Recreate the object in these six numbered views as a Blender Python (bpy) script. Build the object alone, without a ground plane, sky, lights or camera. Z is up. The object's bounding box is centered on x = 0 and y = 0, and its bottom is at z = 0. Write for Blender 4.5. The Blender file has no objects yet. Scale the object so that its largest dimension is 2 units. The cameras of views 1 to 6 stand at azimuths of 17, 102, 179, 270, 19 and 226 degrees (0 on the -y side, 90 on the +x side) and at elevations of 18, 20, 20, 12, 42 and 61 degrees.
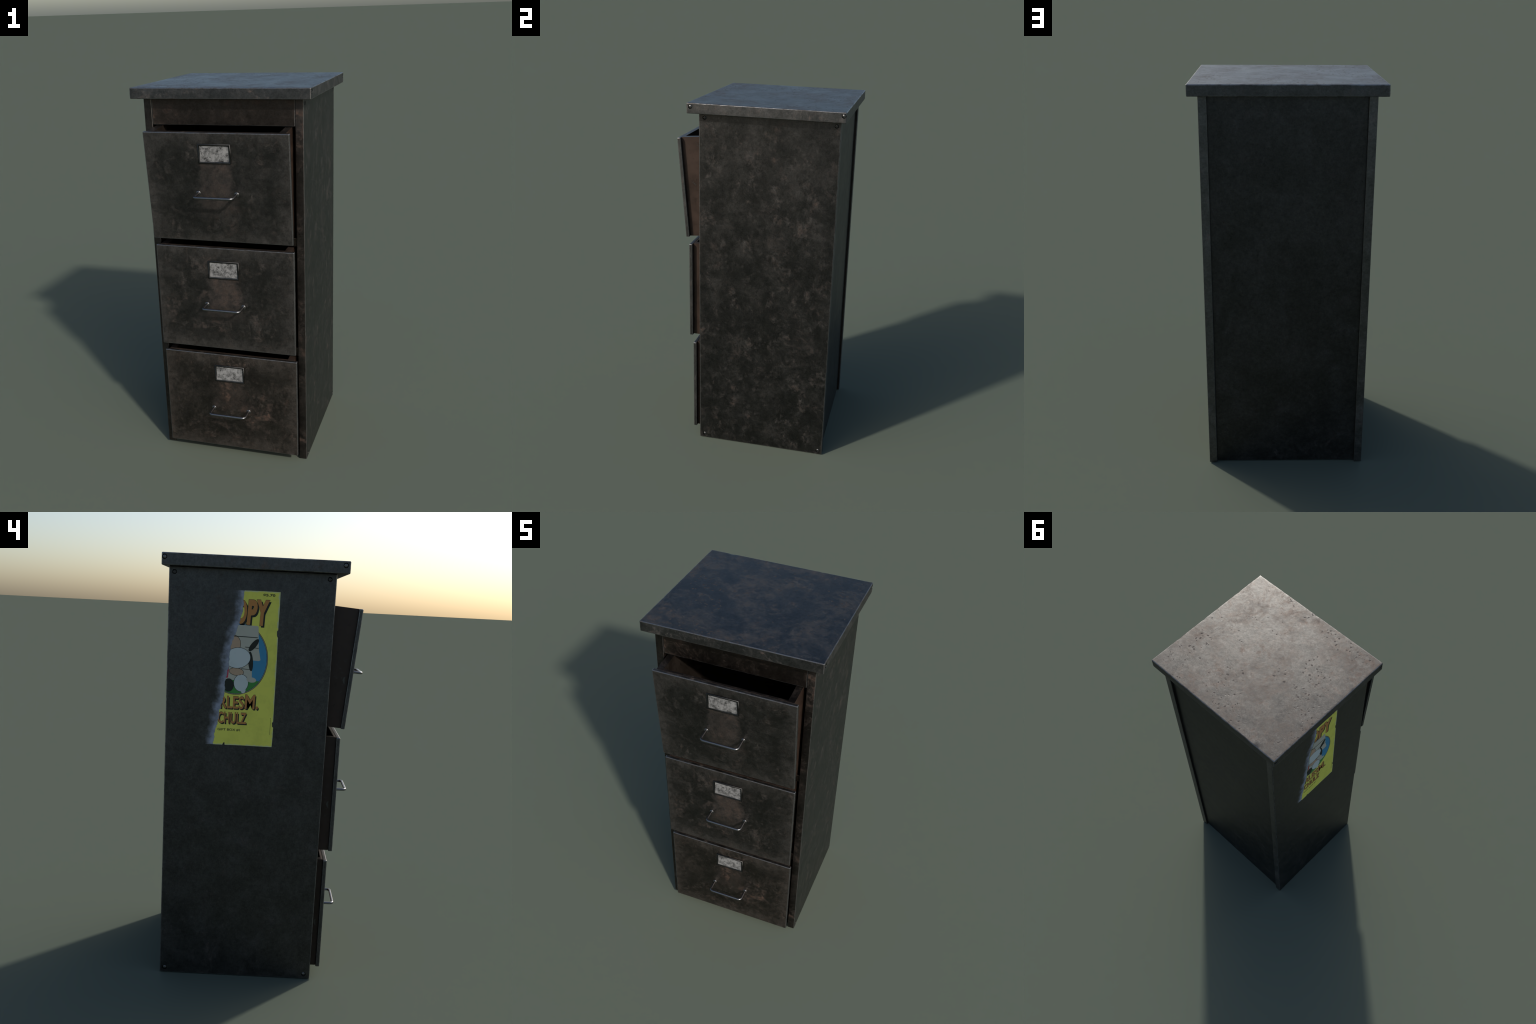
"""A worn three-drawer steel filing cabinet with a torn poster glued to one side."""
import bpy, bmesh, math, random
from mathutils import Vector, Matrix, noise as mnoise

random.seed(7)
SCN = bpy.context.scene.collection

# ------------------------------------------------------------------ sizes (metres)
LID = dict(x=0.4547, y0=-0.3432, y1=0.4792, z0=1.9455, z1=2.0)
BODY_X, SHEET = 0.4072, 0.041           # outer half width, thickness of the side boards
Y0, Y1 = -0.2912, 0.4512                 # front and back of the side boards
INNER = BODY_X - SHEET
BACK_Y = 0.4372                         # outer face of the recessed back panel
PLATE_W0, PLATE_W1 = -0.3632, 0.3705    # drawer front plate in x
PLATE_T = 0.0195
# drawer: y and z of the front plate's top front edge, plate height, tilt, label centre, handle height
DRAWERS = [
    dict(y=-0.4245, z=1.7995, h=0.5520, tilt=4.75, label=0.1010, grip=0.2990),
    dict(y=-0.3625, z=1.2085, h=0.5565, tilt=0.0, label=0.1165, grip=0.3080),
    dict(y=-0.3412, z=0.6042, h=0.5585, tilt=0.0, label=0.1095, grip=0.3230),
]


# ------------------------------------------------------------------ node helpers
class Nodes:
    def __init__(self, name):
        self.mat = bpy.data.materials.new(name)
        self.mat.use_nodes = True
        self.t = self.mat.node_tree
        self.t.nodes.clear()
        self.out = self.t.nodes.new("ShaderNodeOutputMaterial")
        self.obj = self.t.nodes.new("ShaderNodeTexCoord").outputs["Object"]

    def new(self, kind, **props):
        n = self.t.nodes.new(kind)
        for k, v in props.items():
            setattr(n, k, v)
        return n

    def put(self, sock, v):
        if isinstance(v, bpy.types.NodeSocket):
            self.t.links.new(v, sock)
        elif v is not None:
            if hasattr(sock.default_value, "__len__") and not hasattr(v, "__len__"):
                v = (v, v, v)
            if hasattr(sock.default_value, "__len__") and len(sock.default_value) == 4 and len(v) == 3:
                v = (*v, 1.0)
            sock.default_value = v

    def at(self, seed=0.0, scale=(1, 1, 1)):
        m = self.new("ShaderNodeMapping")
        self.put(m.inputs["Vector"], self.obj)
        m.inputs["Location"].default_value = (seed * 3.17, seed * 1.73, seed * 2.39)
        m.inputs["Scale"].default_value = scale
        return m.outputs[0]

    def noise(self, scale, seed=0.0, detail=6.0, rough=0.55, distort=0.0, stretch=(1, 1, 1)):
        n = self.new("ShaderNodeTexNoise")
        self.put(n.inputs["Vector"], self.at(seed, stretch))
        self.put(n.inputs["Scale"], scale)
        self.put(n.inputs["Detail"], detail)
        self.put(n.inputs["Roughness"], rough)
        self.put(n.inputs["Distortion"], distort)
        return n.outputs[0]

    def span(self, v, a, b, lo=0.0, hi=1.0, smooth=True):
        n = self.new("ShaderNodeMapRange", interpolation_type="SMOOTHSTEP" if smooth else "LINEAR")
        for s, x in zip(("Value", "From Min", "From Max", "To Min", "To Max"), (v, a, b, lo, hi)):
            self.put(n.inputs[s], x)
        return n.outputs[0]

    def math(self, op, a, b=None, c=None):
        n = self.new("ShaderNodeMath", operation=op)
        for s, x in zip(n.inputs, (a, b, c)):
            self.put(s, x)
        return n.outputs[0]

    def mul(self, *v):
        r = v[0]
        for x in v[1:]:
            r = self.math("MULTIPLY", r, x)
        return r

    def mix(self, f, a, b, mode="MIX"):
        n = self.new("ShaderNodeMix", data_type="RGBA", blend_type=mode)
        self.put(n.inputs[0], f)
        self.put(n.inputs[6], a)
        self.put(n.inputs[7], b)
        return n.outputs[2]

    def mixf(self, f, a, b):
        n = self.new("ShaderNodeMix", data_type="FLOAT")
        self.put(n.inputs[0], f)
        self.put(n.inputs[2], a)
        self.put(n.inputs[3], b)
        return n.outputs[0]

    def xyz(self):
        n = self.new("ShaderNodeSeparateXYZ")
        self.put(n.inputs[0], self.obj)
        return n.outputs

    def ramp(self, f, stops):
        n = self.new("ShaderNodeValToRGB")
        self.put(n.inputs[0], f)
        e = n.color_ramp.elements
        while len(e) < len(stops):
            e.new(0.5)
        for el, (p, c) in zip(e, stops):
            el.position = p
            el.color = (c, c, c, 1) if not hasattr(c, "__len__") else (*c, 1)
        return n.outputs[0]

    def bump(self, h, strength, dist=0.002, under=None):
        n = self.new("ShaderNodeBump")
        self.put(n.inputs["Strength"], strength)
        self.put(n.inputs["Distance"], dist)
        self.put(n.inputs["Height"], h)
        if under is not None:
            self.put(n.inputs["Normal"], under)
        return n.outputs[0]

    def shader(self, color, rough, metal=0.0, normal=None, spec=0.5):
        p = self.new("ShaderNodeBsdfPrincipled")
        self.put(p.inputs["Base Color"], color)
        self.put(p.inputs["Roughness"], rough)
        self.put(p.inputs["Metallic"], metal)
        self.put(p.inputs["Specular IOR Level"], spec)
        if normal is not None:
            self.put(p.inputs["Normal"], normal)
        self.put(self.out.inputs[0], p.outputs[0])
        return self.mat


# ------------------------------------------------------------------ materials
STEEL_DARK, STEEL_MID = (0.056, 0.056, 0.055), (0.074, 0.073, 0.071)
BARE = (0.150, 0.152, 0.155)
DUST, RUST, RUST_DEEP = (0.078, 0.068, 0.060), (0.080, 0.051, 0.037), (0.036, 0.025, 0.019)


def steel(name, seed, rust=0.35, dust=0.5, pits=0.0, rough=0.40, gain=1.0, stain=None, stain_k=0.6, residue=False, rim=None, warm=0.0, fine=1.0):
    """Dark sheet steel: cloudy greys, dull dusty smears, brown rust, bare glints, fine grain.
    stain: (half width, top, bottom) of a rust run below the label, in drawer coordinates.
    rim: (x0, x1, z0, z1) of a plate whose handled margins are dulled lighter."""
    n = Nodes(name)
    g = lambda c, k=1.0: [v * gain * k * t for v, t in zip(c, (1 + 0.18 * warm, 1 - 0.06 * warm, 1 - 0.20 * warm))]
    cloud = n.noise(7.5 * fine, seed, 12, 0.74, 0.2)
    patch = n.noise(8.5 * fine, seed + 1.3, 12, 0.80, 0.15)
    scuff = n.noise(48.0, seed + 2.1, 8, 0.74, 0.4)
    wipe = n.noise(26.0, seed + 3.3, 10, 0.76, 0.5, (1.0, 1.0, 0.75))
    fleck = n.noise(110.0, seed + 2.9, 4, 0.6)
    rust_big = n.noise(4.2, seed + 4.2, 8, 0.66, 0.9)
    rust_fine = n.noise(26.0, seed + 5.5, 10, 0.74, 0.3)

    c = n.mix(n.span(cloud, 0.36, 0.66), g(STEEL_DARK), g(STEEL_MID))
    c = n.mix(n.mul(n.span(scuff, 0.48, 0.30), 0.5), c, g(STEEL_DARK, 0.62))
    # dull dusty smears in clusters
    dull = n.mul(n.span(patch, 0.46, 0.66), n.span(wipe, 0.41, 0.63), min(1.0, dust * 1.1))
    dull = n.math("MAXIMUM", dull, n.mul(n.span(cloud, 0.46, 0.74), n.span(scuff, 0.34, 0.74, 0.2, 1.0), 0.6 * dust))
    c = n.mix(dull, c, n.mix(n.span(rust_fine, 0.42, 0.60), g(DUST), g(RUST, 1.05)))
    # rust
    rmask = n.mul(n.span(rust_big, 0.60 - 0.24 * rust, 0.80 - 0.20 * rust),
                  n.span(rust_fine, 0.38, 0.66), min(1.0, 0.40 + rust))
    x, y, z = n.xyz()
    if stain:
        half, top, bottom = stain
        wob = n.span(n.noise(14, seed + 7, 8, 0.7), 0.3, 0.7, -0.022, 0.022)
        down = n.span(z, top, bottom, 0.0, 0.030)
        ax = n.math("SUBTRACT", n.math("ADD", n.math("ABSOLUTE", x), wob), down)
        run = n.mul(n.span(ax, half - 0.026, half + 0.022, 1, 0),
                    n.span(z, top + 0.004, top - 0.004), n.span(z, bottom, bottom + 0.20),
                    n.span(rust_fine, 0.25, 0.65, 0.25, 1.0), n.span(patch, 0.35, 0.6, 0.5, 1.0), stain_k)
    c = n.mix(rmask, c, n.mix(n.span(rust_fine, 0.42, 0.68), g(RUST_DEEP), g(RUST)))
    if stain:
        c = n.mix(run, c, n.mix(n.span(rust_fine, 0.35, 0.65), g((0.040, 0.027, 0.020)), g((0.064, 0.044, 0.034))))
        rmask = n.math("MAXIMUM", rmask, run)
    if rim:
        x0, x1, z0, z1 = rim
        dx = n.math("MINIMUM", n.math("SUBTRACT", x, x0), n.math("SUBTRACT", x1, x))
        dz = n.math("MINIMUM", n.math("SUBTRACT", z, z0), n.math("SUBTRACT", z1, z))
        d = n.math("ADD", n.math("MINIMUM", dx, dz), n.span(patch, 0.3, 0.7, -0.05, 0.05))
        rub = n.mul(n.span(d, -0.02, 0.10, 1, 0), n.span(wipe, 0.30, 0.65, 0.35, 1.0), 0.5)
        dull = n.math("MAXIMUM", dull, n.mul(rub, 0.7))
        c = n.mix(rub, c, g((0.080, 0.077, 0.072)))
    grain = n.mul(n.span(n.noise(140, seed + 15, 4, 0.7), 0.3, 0.7, 0.88, 1.12), n.span(n.noise(55, seed + 16, 6, 0.75), 0.3, 0.7, 0.84, 1.16))
    c = n.mix(1.0, c, grain, "MULTIPLY")
    # bare glints
    glint = n.mul(n.span(fleck, 0.60, 0.74), n.span(patch, 0.44, 0.62), 0.40)
    c = n.mix(glint, c, g(BARE))
    matter = n.math("MAXIMUM", dull, rmask)
    r = n.math("ADD", n.span(cloud, 0.3, 0.7, rough - 0.03, rough + 0.05), n.mul(matter, 0.22))
    r = n.math("SUBTRACT", r, n.mul(glint, 0.08))
    metal = n.mixf(matter, 1.0, 0.10)
    h = n.math("ADD", n.mul(scuff, 0.5), n.mul(n.noise(6, seed + 9, 3), 2.0))
    if pits:
        vor = n.new("ShaderNodeTexVoronoi")
        warp = n.new("ShaderNodeVectorMath", operation="MULTIPLY_ADD")
        wn = n.new("ShaderNodeTexNoise")
        n.put(wn.inputs["Vector"], n.obj)
        n.put(wn.inputs["Scale"], 60.0)
        n.put(warp.inputs[0], wn.outputs["Color"])
        n.put(warp.inputs[1], (0.018, 0.018, 0.0))
        n.put(warp.inputs[2], n.obj)
        n.put(vor.inputs["Vector"], warp.outputs[0])
        n.put(vor.inputs["Scale"], 60.0)
        pick = n.new("ShaderNodeSeparateColor")
        n.put(pick.inputs[0], vor.outputs["Color"])
        where = n.span(n.noise(3.6, seed + 12, 5, 0.65), 0.42, 0.60, 0.10, 1.0)
        size = n.mul(n.span(pick.outputs[0], 0.20, 1.0, 0.0, 0.42, False), where)
        pit = n.mul(n.span(n.math("SUBTRACT", vor.outputs["Distance"], size), -0.02, 0.05, 1, 0), n.span(size, 0.03, 0.10), pits)
        blot = n.mul(n.span(n.noise(3.4, seed + 21, 10, 0.72, 0.3), 0.45, 0.60), n.span(n.noise(22, seed + 22, 10, 0.78), 0.38, 0.58), 0.78)
        c = n.mix(blot, c, n.mix(n.span(rust_fine, 0.4, 0.6), (0.044, 0.040, 0.037), (0.056, 0.046, 0.039)))
        metal = n.mixf(blot, metal, 0.35)
        r = n.math("ADD", r, n.mul(blot, 0.10))
        c = n.mix(pit, c, (0.030, 0.022, 0.018))
        metal = n.mixf(pit, metal, 0.0)
        r = n.math("ADD", r, n.mul(pit, 0.2))
        h = n.math("SUBTRACT", h, n.mul(pit, 2.5))
    if residue:
        zn = n.span(z, 1.157, 1.855, smooth=False)
        edge = n.mul(n.ramp(zn, [((t - 1.157) / 0.698, y_ * 3.0) for t, y_ in TEAR_SOFT]), 1 / 3.0)
        d = n.math("SUBTRACT", y, edge)
        d = n.math("ADD", d, n.span(n.noise(26, 3, 5, 0.62), 0.3, 0.7, -0.010, 0.010))
        band = n.mul(n.span(d, -0.004, 0.046, 1, 0), n.span(d, -0.03, -0.02),
                     n.span(z, 1.1555, 1.1585), n.span(z, 1.8565, 1.8535),
                     n.span(n.noise(50, 5, 5, 0.65), 0.3, 0.6, 0.75, 1.0))
        c = n.mix(band, c, (0.36, 0.37, 0.43))
        metal = n.mixf(band, metal, 0.0)
        r = n.mixf(band, r, 0.8)
    nor = n.bump(n.noise(160, seed + 13, 3), 0.05, 0.001, n.bump(h, 0.16, 0.004))
    return n.shader(c, r, metal, nor, 0.35)


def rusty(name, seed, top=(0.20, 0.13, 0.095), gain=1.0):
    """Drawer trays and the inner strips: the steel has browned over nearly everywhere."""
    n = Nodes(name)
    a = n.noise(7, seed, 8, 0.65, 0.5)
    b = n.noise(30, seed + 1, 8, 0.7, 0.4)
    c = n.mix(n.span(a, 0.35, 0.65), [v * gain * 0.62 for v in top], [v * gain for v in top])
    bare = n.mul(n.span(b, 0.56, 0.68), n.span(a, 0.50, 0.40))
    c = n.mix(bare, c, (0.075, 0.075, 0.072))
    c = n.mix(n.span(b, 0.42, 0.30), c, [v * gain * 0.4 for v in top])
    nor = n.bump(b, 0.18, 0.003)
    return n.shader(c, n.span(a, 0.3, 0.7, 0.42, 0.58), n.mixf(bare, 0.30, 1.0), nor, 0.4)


def bright_steel(name, rough=0.27, base=(0.19, 0.19, 0.192)):
    n = Nodes(name)
    a = n.noise(40, 1, 5, 0.6)
    c = n.mix(n.span(a, 0.45, 0.70), base, [v * 0.75 for v in base])
    return n.shader(c, n.span(a, 0.3, 0.7, rough, rough + 0.14), 1.0, n.bump(a, 0.05, 0.001))


def card_paper(seed):
    n = Nodes("label_card_paper")
    a = n.noise(34, seed, 10, 0.72, 0.3)
    b = n.noise(95, seed + 1, 6, 0.7)
    c = n.mix(n.span(a, 0.34, 0.60), (0.062, 0.062, 0.060), (0.215, 0.213, 0.208))
    c = n.mix(n.mul(n.span(b, 0.48, 0.64), n.span(a, 0.64, 0.44)), c, (0.02, 0.02, 0.02))
    c = n.mix(n.mul(n.span(n.noise(14, seed + 3, 4), 0.52, 0.70), 0.6), c, (0.29, 0.288, 0.28))
    return n.shader(c, 0.75, 0.0, n.bump(b, 0.1, 0.001), 0.2)


def ink(name, color, worn=0.25, margin=False):
    n = Nodes(name)
    a = n.noise(18, 2, 8, 0.7)
    b = n.noise(120, 4, 4, 0.6)
    c = n.mix(n.mul(n.span(a, 0.40, 0.75), worn), color, [v * 0.68 for v in color])
    c = n.mix(n.mul(n.span(b, 0.66, 0.74), n.span(a, 0.5, 0.6), 0.6), c, (0.6, 0.6, 0.55))
    if margin:  # sun-bleached, rubbed edges of the sheet
        x, y, z = n.xyz()
        wob = n.span(n.noise(45, 6, 6, 0.7), 0.3, 0.7, -0.0035, 0.0035)
        d = n.math("MINIMUM", n.math("SUBTRACT", y, P_RIGHT), n.math("MINIMUM", n.math("SUBTRACT", P_TOP, z), n.math("SUBTRACT", z, P_BOTTOM)))
        c = n.mix(n.mul(n.span(n.math("ADD", d, wob), 0.001, 0.006, 1, 0), 0.6), c, (0.50, 0.52, 0.42))
    return n.shader(c, 0.6, 0.0, n.bump(b, 0.05, 0.001), 0.3)


# ------------------------------------------------------------------ mesh helpers
def add(name, mesh, parent=None, mats=()):
    o = bpy.data.objects.new(name, mesh)
    SCN.objects.link(o)
    for m in mats:
        mesh.materials.append(m)
    if parent:
        o.parent = parent
    return o


def smooth(mesh, angle=50):
    for p in mesh.polygons:
        p.use_smooth = True
    mesh.set_sharp_from_angle(angle=math.radians(angle))


def bm_box(bm, lo, hi):
    r = bmesh.ops.create_cube(bm, size=1.0)
    for v in r["verts"]:
        v.co = Vector([(a + b) / 2 + c * (b - a) for a, b, c in zip(lo, hi, v.co)])
    return r["verts"]


def finish(bm, name, bevel=0.0, seg=3):
    if bevel:
        bmesh.ops.bevel(bm, geom=[e for e in bm.edges if e.calc_face_angle(0) > 0.6], offset=bevel, segments=seg, profile=0.5,
                        affect="EDGES", clamp_overlap=True)
    bmesh.ops.recalc_face_normals(bm, faces=bm.faces)
    me = bpy.data.meshes.new(name)
    bm.to_mesh(me)
    bm.free()
    for p in me.polygons:
        p.use_smooth = True
    return me


def harden(o):
    """Keep flat faces flat while their rounded edges shade smoothly."""
    w = o.modifiers.new("flat_faces", "WEIGHTED_NORMAL")
    w.keep_sharp, w.weight = True, 100
    return o


def brighten_edges(o, mat):
    """The rounded edges get a lighter steel that paints in their sunlit highlights."""
    o.data.materials.append(mat)
    last = len(o.data.materials) - 1
    for p in o.data.polygons:
        if max(abs(c) for c in p.normal) < 0.985:
            p.material_index = last
    return o


def box(name, lo, hi, parent, mats, bevel=0.004, edge=None):
    bm = bmesh.new()
    bm_box(bm, lo, hi)
    o = harden(add(name, finish(bm, name, bevel), parent, mats))
    return brighten_edges(o, edge) if edge else o


def dented_box(name, lo, hi, parent, mats, bevel=0.004, dents=()):
    """A beveled slab cut fine along its top rim, with small knocks pushed into the rim.
    dents: (position, radius, depth) on the top edges."""
    bm = bmesh.new()
    bm_box(bm, lo, hi)
    for axis, step in ((0, 0.012), (1, 0.012)):
        k = lo[axis] + step
        while k < hi[axis] - step * 0.5:
            p = [0, 0, 0]
            p[axis] = k
            d = [0, 0, 0]
            d[axis] = 1
            bmesh.ops.bisect_plane(bm, geom=bm.verts[:] + bm.edges[:] + bm.faces[:], plane_co=p, plane_no=d)
            k += step
    bmesh.ops.bevel(bm, geom=[e for e in bm.edges if e.calc_face_angle(0) > 0.6], offset=bevel, segments=3, profile=0.5, affect="EDGES")
    mid = Vector([(a + b) / 2 for a, b in zip(lo, hi)])
    for pos, rad, depth in dents:
        pos = Vector(pos)
        for v in bm.verts:
            d = (v.co - pos).length
            if d < rad:
                push = depth * (1 - (d / rad) ** 2) ** 2
                v.co.z -= push
                out = Vector((mid.x - pos.x if abs(abs(pos.x) - abs(hi[0])) < 1e-3 else 0,
                              mid.y - pos.y if min(abs(pos.y - lo[1]), abs(pos.y - hi[1])) < 1e-3 else 0, 0))
                if out.length:
                    v.co += out.normalized() * push * 0.8
    me = finish(bm, name)
    return harden(add(name, me, parent, mats))


def sheet_solid(name, outline, x_in, x_out):
    """A flat piece on the -x side: outline in (y, z), from x_in out to x_out."""
    bm = bmesh.new()
    f = bm.faces.new([bm.verts.new((x_in, y, z)) for y, z in outline])
    ext = bmesh.ops.extrude_face_region(bm, geom=[f])
    for v in ext["geom"]:
        if isinstance(v, bmesh.types.BMVert):
            v.co.x = x_out
    bmesh.ops.recalc_face_normals(bm, faces=bm.faces)
    me = bpy.data.meshes.new(name)
    bm.to_mesh(me)
    bm.free()
    return me


# ------------------------------------------------------------------ the torn edge of the poster: (z, y)
TEAR_SOFT = [(1.157, 0.228), (1.221, 0.222), (1.26, 0.211), (1.30, 0.207), (1.34, 0.199), (1.393, 0.185), (1.45, 0.184),
             (1.514, 0.172), (1.571, 0.167), (1.612, 0.164), (1.653, 0.151), (1.71, 0.131), (1.766, 0.117), (1.855, 0.115)]


def tear_y(z):
    pts = TEAR_SOFT
    for (z0, y0), (z1, y1) in zip(pts, pts[1:]):
        if z <= z1:
            t = (z - z0) / (z1 - z0)
            y = y0 + (y1 - y0) * t
            break
    else:
        y = pts[-1][1]
    return y + 0.0045 * mnoise.noise((z * 70, 0.3, 0)) + 0.0030 * mnoise.noise((z * 210, 4.1, 0))


# ================================================================== build
cabinet = bpy.data.objects.new("filing_cabinet", None)
SCN.objects.link(cabinet)
cabinet["label"] = "worn dark steel filing cabinet with three drawers and torn poster"
cabinet["category"] = "filing cabinet"

def edge_steel(name, seed, base):
    """Edge highlights put into the colour: lightened steel, broken by dark stretches."""
    n = Nodes(name)
    a = n.noise(16, seed, 8, 0.7)
    b = n.noise(60, seed + 1, 5, 0.7)
    f = n.math("MULTIPLY", n.span(a, 0.36, 0.58, 0.15, 1.0), n.span(b, 0.30, 0.55, 0.4, 1.0))
    c = n.mix(f, (0.052, 0.045, 0.040), base)
    return n.shader(c, n.mixf(f, 0.48, 0.36), n.mixf(f, 0.6, 1.0), n.bump(b, 0.10, 0.001), 0.4)


mat_edge = edge_steel("edge_highlight_steel", 3.0, (0.20, 0.20, 0.20))
mat_lid = steel("worn_steel_lid", 1.0, rust=0.45, dust=0.65, pits=0.95, rough=0.37, gain=0.86)
mat_rim = steel("worn_steel_rim", 1.9, rust=0.25, dust=0.75, rough=0.45, gain=1.3)
mat_right = steel("worn_steel_side", 2.4, rust=0.30, dust=0.64, rough=0.385, gain=0.86, warm=0.08, fine=1.2)
mat_left = steel("worn_steel_postered_side", 3.7, rust=0.20, dust=0.40, rough=0.42, residue=True)
mat_back = steel("worn_steel_back", 5.1, rust=0.20, dust=0.35, rough=0.44, gain=0.82)
mat_strip = steel("worn_steel_strip", 6.6, rust=0.55, dust=0.35, rough=0.42, gain=0.85, warm=0.5)
mat_strip_back = steel("worn_steel_strip_back", 7.4, rust=0.15, dust=0.65, rough=0.42, gain=1.7)
mat_rail = steel("rusty_steel_rail", 9.3, rust=0.65, dust=0.25, rough=0.42, gain=0.72, warm=0.9)
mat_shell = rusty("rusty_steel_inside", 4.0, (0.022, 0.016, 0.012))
mat_tray = rusty("rusty_steel_tray", 6.0, (0.044, 0.026, 0.018))
mat_tray_top = rusty("rusty_steel_ledge", 7.0, (0.044, 0.029, 0.022))
mat_handle = bright_steel("rubbed_steel_handle")
mat_screw = bright_steel("screw_steel", 0.30, (0.15, 0.148, 0.145))
mat_frame = steel("label_frame_steel", 8.2, rust=0.3, dust=0.3, rough=0.42)
FRONT = [dict(seed=11.3, rust=0.25, dust=0.45, warm=0.25), dict(seed=14.1, rust=0.35, dust=0.50, warm=0.30), dict(seed=17.9, rust=0.50, dust=0.50, warm=0.6)]

# ---- lid
L = LID
lid = dented_box("lid", (-L["x"], L["y0"], L["z0"]), (L["x"], L["y1"], L["z1"]), cabinet, [mat_lid], 0.0045,
                 dents=[((L["x"], 0.10, 2.0), 0.012, 0.0014), ((L["x"], 0.28, 2.0), 0.014, 0.0012), ((L["x"], -0.16, 2.0), 0.012, 0.0016),
                        ((0.02, L["y0"], 2.0), 0.016, 0.0014), ((-0.33, L["y1"], 2.0), 0.020, 0.0022), ((-L["x"], -0.10, 2.0), 0.014, 0.0014),
                        ((0.26, L["y0"], 2.0), 0.012, 0.0010), ((0.18, L["y1"], 2.0), 0.014, 0.0012)])

lid.data.materials.append(mat_rim)
for p in lid.data.polygons:
    if p.normal.z < 0.7:
        p.material_index = 1
brighten_edges(lid, mat_edge)

# ---- side boards: outer faces in sheet steel, the narrow front and back strips browner
sides = []
for sx, m in ((1, mat_right), (-1, mat_left)):
    x0, x1 = sorted((sx * INNER, sx * BODY_X))
    s = box("side_panel", (x0, Y0, 0.0), (x1, Y1, L["z0"] - 0.0005), cabinet, [m, mat_strip, mat_shell, mat_strip_back], 0.004, mat_edge)
    for p in s.data.polygons:
        if p.normal.y < -0.9:
            p.material_index = 1
        elif p.normal.y > 0.9:
            p.material_index = 3
        elif p.normal.x * sx < -0.9:
            p.material_index = 2
    sides.append(s)

# ---- back, bottom and the front rails
box("back_panel", (-INNER - 0.001, BACK_Y - 0.012, 0.004), (INNER + 0.001, BACK_Y, L["z0"] - 0.001), cabinet, [mat_back], 0.0)
box("bottom_panel", (-INNER - 0.001, Y0 + 0.03, 0.001), (INNER + 0.001, BACK_Y - 0.013, 0.030), cabinet, [mat_shell], 0.0)
box("front_rail", (-INNER + 0.0008, Y0 + 0.002, 1.814), (INNER - 0.0008, Y0 + 0.030, L["z0"] - 0.001), cabinet, [mat_rail], 0.003, mat_edge)
for z0, z1 in ((1.2150, 1.2590), (0.6115, 0.6600)):
    box("divider_rail", (-INNER + 0.0008, Y0 + 0.012, z0), (INNER - 0.0008, Y0 + 0.040, z1), cabinet, [mat_rail], 0.003)

# ---- screws: a shallow seat ring, a domed head and a cross recess
def screw_mesh():
    prof = [(0.0100, 0.0), (0.0098, 0.0012), (0.0088, 0.0026), (0.0070, 0.0038), (0.0045, 0.0046), (0.0020, 0.0049), (0.0, 0.0050)]
    bm = bmesh.new()
    vs = [bm.verts.new((r, 0, h)) for r, h in prof]
    es = [bm.edges.new(p) for p in zip(vs, vs[1:])]
    bmesh.ops.spin(bm, geom=vs + es, axis=(0, 0, 1), cent=(0, 0, 0), angle=math.tau, steps=32)
    bmesh.ops.remove_doubles(bm, verts=bm.verts, dist=1e-5)
    rim = [e for e in bm.edges if e.is_boundary]
    bmesh.ops.contextual_create(bm, geom=rim)
    bmesh.ops.recalc_face_normals(bm, faces=bm.faces)
    me = bpy.data.meshes.new("screw")
    bm.to_mesh(me)
    bm.free()
    head = add("screw_blank", me)
    bm = bmesh.new()
    bm_box(bm, (-0.0052, -0.0012, 0.0022), (0.0052, 0.0012, 0.01))
    bm_box(bm, (-0.0012, -0.0052, 0.0021), (0.0012, 0.0052, 0.0101))
    me2 = bpy.data.meshes.new("cross_cutter")
    bm.to_mesh(me2)
    bm.free()
    cut = add("cross_cutter", me2)
    mod = head.modifiers.new("slot", "BOOLEAN")
    mod.object, mod.operation, mod.solver, mod.use_self = cut, "DIFFERENCE", "EXACT", True
    bpy.context.view_layer.update()
    res = bpy.data.meshes.new_from_object(head.evaluated_get(bpy.context.evaluated_depsgraph_get()))
    res.name = "screw"
    for o in (head, cut):
        bpy.data.objects.remove(o)
    smooth(res, 40)
    res.materials.clear()
    res.materials.append(mat_screw)
    return res


def seat_cutter(spots, sx):
    """Conical seats for the screw heads, joined into one cutting solid."""
    bm = bmesh.new()
    for x, y, z in spots:
        m = Matrix.Translation((sx * (x - 0.0005), y, z)) @ Matrix.Rotation(sx * math.pi / 2, 4, "Y")
        bmesh.ops.create_cone(bm, cap_ends=True, segments=36, radius1=0.0102, radius2=0.0124 if z < 1 or x > 0.43 else 0.0110, depth=0.0098, matrix=m)
    bmesh.ops.recalc_face_normals(bm, faces=bm.faces)
    me = bpy.data.meshes.new("seat_cutter")
    bm.to_mesh(me)
    bm.free()
    return add("seat_cutter", me)


def carve(o, cut):
    mods = [(m.name, m.type) for m in o.modifiers]
    o.modifiers.clear()
    b = o.modifiers.new("seats", "BOOLEAN")
    b.object, b.operation, b.solver = cut, "DIFFERENCE", "EXACT"
    bpy.context.view_layer.update()
    me = bpy.data.meshes.new_from_object(o.evaluated_get(bpy.context.evaluated_depsgraph_get()))
    o.modifiers.clear()
    o.data = me
    me.set_sharp_from_angle(angle=math.radians(38))
    bpy.data.objects.remove(cut)
    if mods:
        harden(o)


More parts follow.
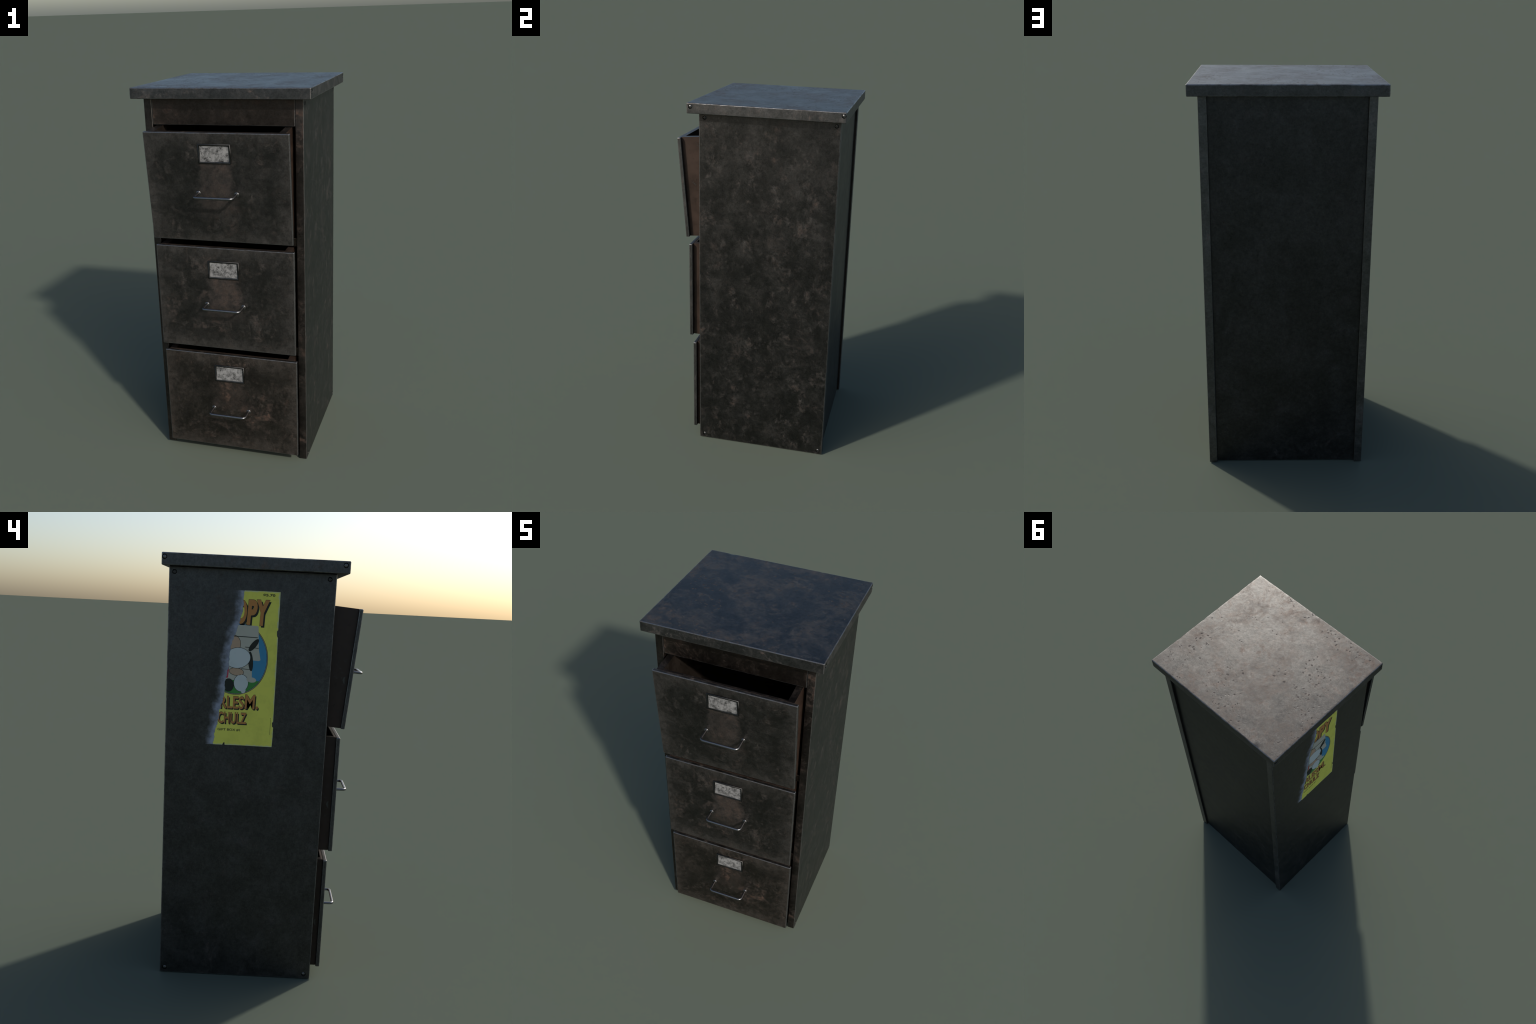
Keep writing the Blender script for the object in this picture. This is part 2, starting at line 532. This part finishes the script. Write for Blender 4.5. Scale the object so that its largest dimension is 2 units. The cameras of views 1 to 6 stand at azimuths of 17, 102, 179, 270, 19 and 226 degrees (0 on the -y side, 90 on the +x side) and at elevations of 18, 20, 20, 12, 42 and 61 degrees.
SCREW = screw_mesh()
DULL_SCREW = SCREW.copy()       # the upper pair on each side is grimed over
DULL_SCREW.materials[0] = bright_steel("grimy_screw_steel", 0.45, (0.075, 0.073, 0.070))
rnd = random.Random(3)
for sx, side in zip((1, -1), sides):
    spots = [(lid, L["x"], -0.322, 1.981), (lid, L["x"], 0.466, 1.981)]
    spots += [(side, BODY_X, y, z) for y in (-0.2605, 0.427) for z in (1.921, 0.0235)]
    for par in (lid, side):
        carve(par, seat_cutter([q[1:] for q in spots if q[0] is par], sx))
    for par, x, y, z in spots:
        o = bpy.data.objects.new("screw", DULL_SCREW if par is side and z > 1 else SCREW)
        SCN.objects.link(o)
        o.parent = par
        o.matrix_world = (Matrix.Translation((sx * (x - 0.0052), y, z)) @ Matrix.Rotation(sx * math.pi / 2, 4, "Y")
                          @ Matrix.Rotation(rnd.uniform(0, 1.5), 4, "Z"))


# ---- drawers (own frame: x across, y back from the plate's front face, z down from its top edge)
def tray_mesh(h):
    x0, x1, wall, y0, depth = PLATE_W0 + 0.017, PLATE_W1 - 0.022, 0.033, PLATE_T, 0.70
    bm = bmesh.new()
    outer = [(x0, y0), (x1, y0), (x1, y0 + depth), (x0, y0 + depth)]
    inner = [(x0 + wall, y0 + 0.0105), (x1 - wall, y0 + 0.0105), (x1 - wall, y0 + depth - wall), (x0 + wall, y0 + depth - wall)]
    ring = lambda pts, z: [bm.verts.new((x, y, z)) for x, y in pts]
    zt, zb = -0.0006, -h + 0.0008
    ob, ot, it, ib = ring(outer, zb), ring(outer, zt), ring(inner, zt), ring(inner, zb + 0.042)
    for a, b in ((ob, ot), (ot, it), (it, ib)):
        for i in range(4):
            j = (i + 1) % 4
            bm.faces.new((a[i], a[j], b[j], b[i]))
    bm.faces.new(ob[::-1])
    bm.faces.new(ib)
    me = finish(bm, "drawer", 0.0025, 2)
    mid = Vector(((x0 + x1) / 2, y0 + depth / 2, 0))
    for p in me.polygons:
        p.use_smooth = False
        out = p.center - mid
        out.z = 0
        if p.normal.dot(out) < -0.05 or (p.normal.z > 0.9 and p.center.z < -0.1):
            p.material_index = 1
        elif p.normal.z > 0.9:
            p.material_index = 2
    return me


def handle_mesh(half=0.0985, reach=0.0732, bend=0.017, rad=0.0068):
    """A round rod bent twice, standing off the plate on two small collars."""
    path = [Vector((-half, 0.002, 0)), Vector((-half, -reach + bend, 0))]
    for i in range(1, 9):
        a = i / 8 * math.pi / 2
        path.append(Vector((-half + bend - bend * math.cos(a), -reach + bend - bend * math.sin(a), 0)))
    path += [Vector((-p.x, p.y, p.z)) for p in reversed(path)]
    bm = bmesh.new()
    rings, seg = [], 20
    for i, p in enumerate(path):
        t = (path[min(i + 1, len(path) - 1)] - path[max(i - 1, 0)]).normalized()
        s = Vector((0, 0, 1))
        q = t.cross(s)
        rings.append([bm.verts.new(p + rad * (math.cos(k * math.tau / seg) * q + math.sin(k * math.tau / seg) * s)) for k in range(seg)])
    for a, b in zip(rings, rings[1:]):
        for k in range(seg):
            bm.faces.new((a[k], a[(k + 1) % seg], b[(k + 1) % seg], b[k]))
    bm.faces.new(rings[0])
    bm.faces.new(rings[-1][::-1])
    prof = [(0.0125, 0.001), (0.0125, -0.0022), (0.0115, -0.0036), (0.0095, -0.0044), (0.0068, -0.0046)]
    for sx in (-half, half):
        vs = [bm.verts.new((sx + r, y, 0)) for r, y in prof]
        es = [bm.edges.new(p) for p in zip(vs, vs[1:])]
        bmesh.ops.spin(bm, geom=vs + es, axis=(0, 1, 0), cent=(sx, 0, 0), angle=math.tau, steps=28)
    bmesh.ops.remove_doubles(bm, verts=bm.verts, dist=1e-5)
    bmesh.ops.recalc_face_normals(bm, faces=bm.faces)
    me = bpy.data.meshes.new("handle")
    bm.to_mesh(me)
    bm.free()
    smooth(me, 55)
    me.materials.append(mat_handle)
    return me


def frame_mesh(w=0.163, h=0.0945, rim=0.0085, t=0.0055):
    """Label holder: a rectangular rim with a raised outer lip and a step down to the card."""
    bm = bmesh.new()
    steps = [(0.0, 0.0), (0.0, -t), (rim * 0.45, -t), (rim * 0.62, -t + 0.0015), (rim, -t + 0.0015), (rim, 0.0)]
    loops = []
    for inset, y in steps:
        a, b = w / 2 - inset, h / 2 - inset
        loops.append([bm.verts.new(c) for c in ((-a, y, -b), (a, y, -b), (a, y, b), (-a, y, b))])
    loops.append(loops[0])
    for p, q in zip(loops, loops[1:]):
        for i in range(4):
            bm.faces.new((p[i], p[(i + 1) % 4], q[(i + 1) % 4], q[i]))
    return finish(bm, "label_frame", 0.0008, 2)


def card_mesh(seed, w=0.148, h=0.0795):
    """A grubby paper card with slightly ragged edges."""
    r = random.Random(seed)
    pts = []
    for (ax, az), (bx, bz) in zip(((-1, -1), (1, -1), (1, 1), (-1, 1)), ((1, -1), (1, 1), (-1, 1), (-1, -1))):
        for i in range(12):
            t = i / 12
            x, z = (ax + (bx - ax) * t) * w / 2, (az + (bz - az) * t) * h / 2
            pts.append((x + r.uniform(-1, 1) * 0.0010 - math.copysign(0.0008, x), z + r.uniform(-1, 1) * 0.0010))
    bm = bmesh.new()
    f = bm.faces.new([bm.verts.new((x, -0.0012, z)) for x, z in pts])
    ext = bmesh.ops.extrude_face_region(bm, geom=[f])
    for v in ext["geom"]:
        if isinstance(v, bmesh.types.BMVert):
            v.co.y = -0.0002
    bmesh.ops.recalc_face_normals(bm, faces=bm.faces)
    me = bpy.data.meshes.new("label_card")
    bm.to_mesh(me)
    bm.free()
    return me


HANDLE, FRAME = handle_mesh(), frame_mesh()
FRAME.materials.append(mat_frame)
for i, (d, f) in enumerate(zip(DRAWERS, FRONT)):
    drawer = (add("drawer", tray_mesh(d["h"]), cabinet, [mat_tray, mat_shell, mat_strip if i == 0 else mat_tray_top]))
    drawer.matrix_world = Matrix.Translation((0, d["y"], d["z"])) @ Matrix.Rotation(math.radians(d["tilt"]), 4, "X")
    m = steel("worn_steel_front", f["seed"], rust=f["rust"], dust=f["dust"], rough=0.41, gain=1.05, warm=f["warm"],
              stain=(0.080, -d["label"] - 0.047, -0.50 + 0.04 * i), stain_k=(0.62, 0.70, 0.25)[i], rim=(PLATE_W0, PLATE_W1, -d["h"], 0.0))
    plate = box("drawer_front", (PLATE_W0, 0.0, -d["h"]), (PLATE_W1, PLATE_T, 0.0), drawer, [m, mat_rim], 0.0040)
    for p in plate.data.polygons:
        if abs(p.normal.y) < 0.1:
            p.material_index = 1
    brighten_edges(plate, mat_edge)
    for name, me, y, z in (("handle", HANDLE, 0.0, -d["grip"] - 0.002), ("label_frame", FRAME, 0.0002, -d["label"])):
        o = bpy.data.objects.new(name, me)
        SCN.objects.link(o)
        o.parent = drawer
        o.location = (0, y, z)
        if name == "label_frame":
            harden(o)
    card = add("label_card", card_mesh(20 + i), drawer, [card_paper(1.7 * i)])
    card.location = (0, -0.0006, -d["label"])


# ---- poster on the -x side
PX = -BODY_X
P_RIGHT, P_TOP, P_BOTTOM = -0.0445, 1.8555, 1.1570


def poster_outline():
    pts, n = [], 150
    for k in range(n + 1):
        z = P_TOP + (P_BOTTOM - P_TOP) * k / n
        pts.append((tear_y(z), z))
    for y, dz in ((0.186, 0), (0.182, 0.010), (0.176, 0.012), (0.175, 0), (0.10, 0.001), (0.0, 0.0)):
        pts.append((y, P_BOTTOM + dz))
    pts.append((P_RIGHT + 0.002, P_BOTTOM))
    for z, dy in ((1.20, 0), (1.248, -0.0005), (1.252, 0.005), (1.270, 0.006), (1.276, 0.001), (1.35, 0.0005), (1.50, -0.0005), (1.655, 0), (1.664, 0.005), (1.684, 0.006), (1.690, 0.001), (1.78, -0.001)):
        pts.append((P_RIGHT + dy, z))
    pts.append((P_RIGHT - 0.001, P_TOP))
    pts.append((0.03, P_TOP + 0.0006))
    return pts


OUTLINE = poster_outline()
poster = add("poster", sheet_solid("poster", OUTLINE, PX + 0.0006, PX - 0.0016), sides[1], [ink("poster_yellow_paper", (0.78, 0.72, 0.115), 0.45, True)])
clip = add("clip_prism", sheet_solid("clip_prism", OUTLINE, PX + 0.02, PX - 0.02))


def clipped(o):
    m = o.modifiers.new("torn", "BOOLEAN")
    m.object, m.operation, m.solver, m.use_self = clip, "INTERSECT", "EXACT", True
    bpy.context.view_layer.update()
    me = bpy.data.meshes.new_from_object(o.evaluated_get(bpy.context.evaluated_depsgraph_get()))
    o.modifiers.clear()
    old, o.data = o.data, me
    bpy.data.meshes.remove(old)
    return o


def patch(name, outline, level, mat):
    """A printed area: its ink lies one thin layer above those below it."""
    me = sheet_solid(name, outline, PX - 0.0008, PX - 0.0016 - 0.0001 * level)
    return clipped(add(name, me, poster, [mat]))


def ellipse(cy, cz, ry, rz, turn=0.0, a0=0.0, a1=math.tau, n=56):
    full = abs(a1 - a0) > 6.2
    out = []
    for k in range(n if full else n + 1):
        a = a0 + (a1 - a0) * k / n
        p, q = ry * math.cos(a), rz * math.sin(a)
        out.append((cy + p * math.cos(turn) - q * math.sin(turn), cz + p * math.sin(turn) + q * math.cos(turn)))
    return out


def lettering(body, y_left, y_right, z0, z1, level, mat, bold=0.03, shear=0.0, turn=False, dy=0.0, dz=0.0, clip_it=True):
    """Words set to fill the box from y_left to y_right and z0 to z1 (reading along -y)."""
    cu = bpy.data.curves.new("lettering", "FONT")
    cu.body, cu.offset, cu.shear, cu.extrude, cu.resolution_u = body, bold, shear, 0.01, 4
    o = bpy.data.objects.new("lettering", cu)
    SCN.objects.link(o)
    bpy.context.view_layer.update()
    me = bpy.data.meshes.new_from_object(o.evaluated_get(bpy.context.evaluated_depsgraph_get()))
    bpy.data.objects.remove(o)
    co = [v.co.copy() for v in me.vertices]
    if turn:
        co = [Vector((-c.y, c.x, c.z)) for c in co]
    xs, ys = [c.x for c in co], [c.y for c in co]
    top = PX - 0.0016 - 0.0001 * level
    for v, c in zip(me.vertices, co):
        s = (c.x - min(xs)) / (max(xs) - min(xs))
        t = (c.y - min(ys)) / (max(ys) - min(ys))
        v.co = (top if c.z > 0 else PX - 0.0008, y_left + (y_right - y_left) * s + dy, z0 + (z1 - z0) * t + dz)
    bm = bmesh.new()
    bm.from_mesh(me)
    bmesh.ops.remove_doubles(bm, verts=bm.verts, dist=2e-6)
    bmesh.ops.recalc_face_normals(bm, faces=bm.faces)
    bm.to_mesh(me)
    bm.free()
    me.materials.clear()
    ob = add("lettering", me, poster, [mat])
    return clipped(ob) if clip_it else ob


ORANGE, BLACK = ink("orange_ink", (0.52, 0.22, 0.06)), ink("black_ink", (0.020, 0.022, 0.016))
BLUE, GREEN = ink("blue_ink", (0.055, 0.25, 0.40)), ink("green_ink", (0.06, 0.26, 0.05))
CREAM, WHITE = ink("cream_ink", (0.50, 0.46, 0.36)), ink("white_ink", (0.58, 0.60, 0.56))
TAN, RED = ink("tan_ink", (0.50, 0.33, 0.21)), ink("red_ink", (0.50, 0.04, 0.07))

# round picture: ring, sky, lawn and plain shapes standing in for the printed figure
CY, CZ, RY, RZ = 0.138, 1.5545, 0.143, 0.163
patch("picture_ring", ellipse(CY, CZ, RY, RZ, n=90), 1, BLACK)
patch("picture_rim", ellipse(CY, CZ, RY - 0.0025, RZ - 0.0025, n=90), 2, CREAM)
patch("picture_line", ellipse(CY, CZ, RY - 0.004, RZ - 0.004, n=90), 3, BLACK)
patch("picture_sky", ellipse(CY, CZ, RY - 0.006, RZ - 0.006, n=90), 4, BLUE)
patch("picture_lawn", ellipse(CY, CZ, RY - 0.006, RZ - 0.006, a0=math.radians(180 + 38), a1=math.radians(360 - 38), n=60), 5, GREEN)
shapes = [
    ("printed_shape", [(0.16, 1.705), (0.050, 1.7035), (0.0445, 1.700), (0.0385, 1.600), (0.0285, 1.553), (0.036, 1.5485), (0.066, 1.550), (0.064, 1.463), (0.20, 1.455)], CREAM, 6),
    ("printed_line", [(0.16, 1.6565), (0.046, 1.6535), (0.0458, 1.6505), (0.16, 1.6530)], BLACK, 14),
    ("printed_line", [(0.100, 1.6095), (0.040, 1.6065), (0.0398, 1.6040), (0.100, 1.6068)], BLACK, 14),
    ("printed_line", [(0.115, 1.5115), (0.067, 1.5095), (0.067, 1.5075), (0.115, 1.5092)], BLACK, 14),
    ("printed_shape", ellipse(0.062, 1.618, 0.012, 0.034, 0.65), BLACK, 8),
    ("printed_shape", ellipse(0.073, 1.545, 0.011, 0.044, -0.10), BLACK, 8),
    ("printed_shape", ellipse(0.160, 1.620, 0.040, 0.042), BLACK, 8),
    ("printed_shape", ellipse(0.160, 1.620, 0.038, 0.040), TAN, 9),
    ("printed_shape", ellipse(0.135, 1.496, 0.034, 0.018, 0.10), BLACK, 8),
    ("printed_shape", ellipse(0.135, 1.496, 0.032, 0.016, 0.10), TAN, 9),
    ("printed_shape", ellipse(0.112, 1.446, 0.034, 0.040), BLACK, 8),
    ("printed_shape", ellipse(0.112, 1.446, 0.032, 0.038), WHITE, 9),
    ("printed_shape", ellipse(0.132, 1.558, 0.059, 0.047, -0.15), BLACK, 10),
    ("printed_shape", ellipse(0.132, 1.558, 0.057, 0.045, -0.15), WHITE, 11),
    ("printed_shape", ellipse(0.168, 1.434, 0.024, 0.030), BLACK, 12),
    ("printed_shape", [(0.20, 1.516), (0.169, 1.514), (0.172, 1.468), (0.20, 1.462)], RED, 12),
    ("printed_shape", ellipse(0.100, 1.412, 0.010, 0.013, 0.3), WHITE, 12),
    ("printed_shape", ellipse(0.066, 1.462, 0.022, 0.012, 0.1), CREAM, 10),
]
for nm, outline, m, lv in shapes:
    patch(nm, outline, lv, m)

# words: the torn heading, two lines below the picture and the small print
for body, yl, yr, z0, z1, bold, shear in (
        ("O", 0.148, 0.099, 1.709, 1.815, 0.045, 0.10), ("P", 0.099, 0.053, 1.707, 1.817, 0.050, 0.10), ("Y", 0.057, -0.001, 1.705, 1.818, 0.055, 0.10),
        ("RLES", 0.205, 0.095, 1.327, 1.384, 0.018, 0.0), ("M.", 0.091, 0.030, 1.328, 1.394, 0.022, 0.05), ("CHULZ", 0.211, 0.081, 1.258, 1.310, 0.018, 0.0)):
    big = z1 - z0 > 0.09
    dy, dz = (-0.007, -0.0075) if big else (-0.005, -0.0055)
    torn = body in ("O", "RLES", "CHULZ")
    lettering(body, yl, yr, z0, z1, 4, BLACK, bold + 0.004, shear, dy=dy, dz=dz, clip_it=torn)
    lettering(body, yl + 0.0015, yr - 0.0015, z0 - 0.0015, z1 + 0.0015, 5, BLACK, bold + 0.006, shear, clip_it=torn)
    lettering(body, yl, yr, z0, z1, 7, ORANGE, bold, shear, clip_it=torn)
lettering("GIFT BOX #1", 0.2105, 0.107, 1.2225, 1.2345, 3, BLACK, 0.02)
lettering("$5.70", 0.031, -0.023, 1.8325, 1.8455, 3, BLACK, 0.03)
for k in range(14):  # fine print too small to read: a row of ticks
    z = 1.215 + 0.0056 * k
    patch("fine_print", [(-0.0300, z), (-0.0318, z), (-0.0318, z + 0.0038), (-0.0300, z + 0.0038)], 3, BLACK)
bpy.data.objects.remove(clip)
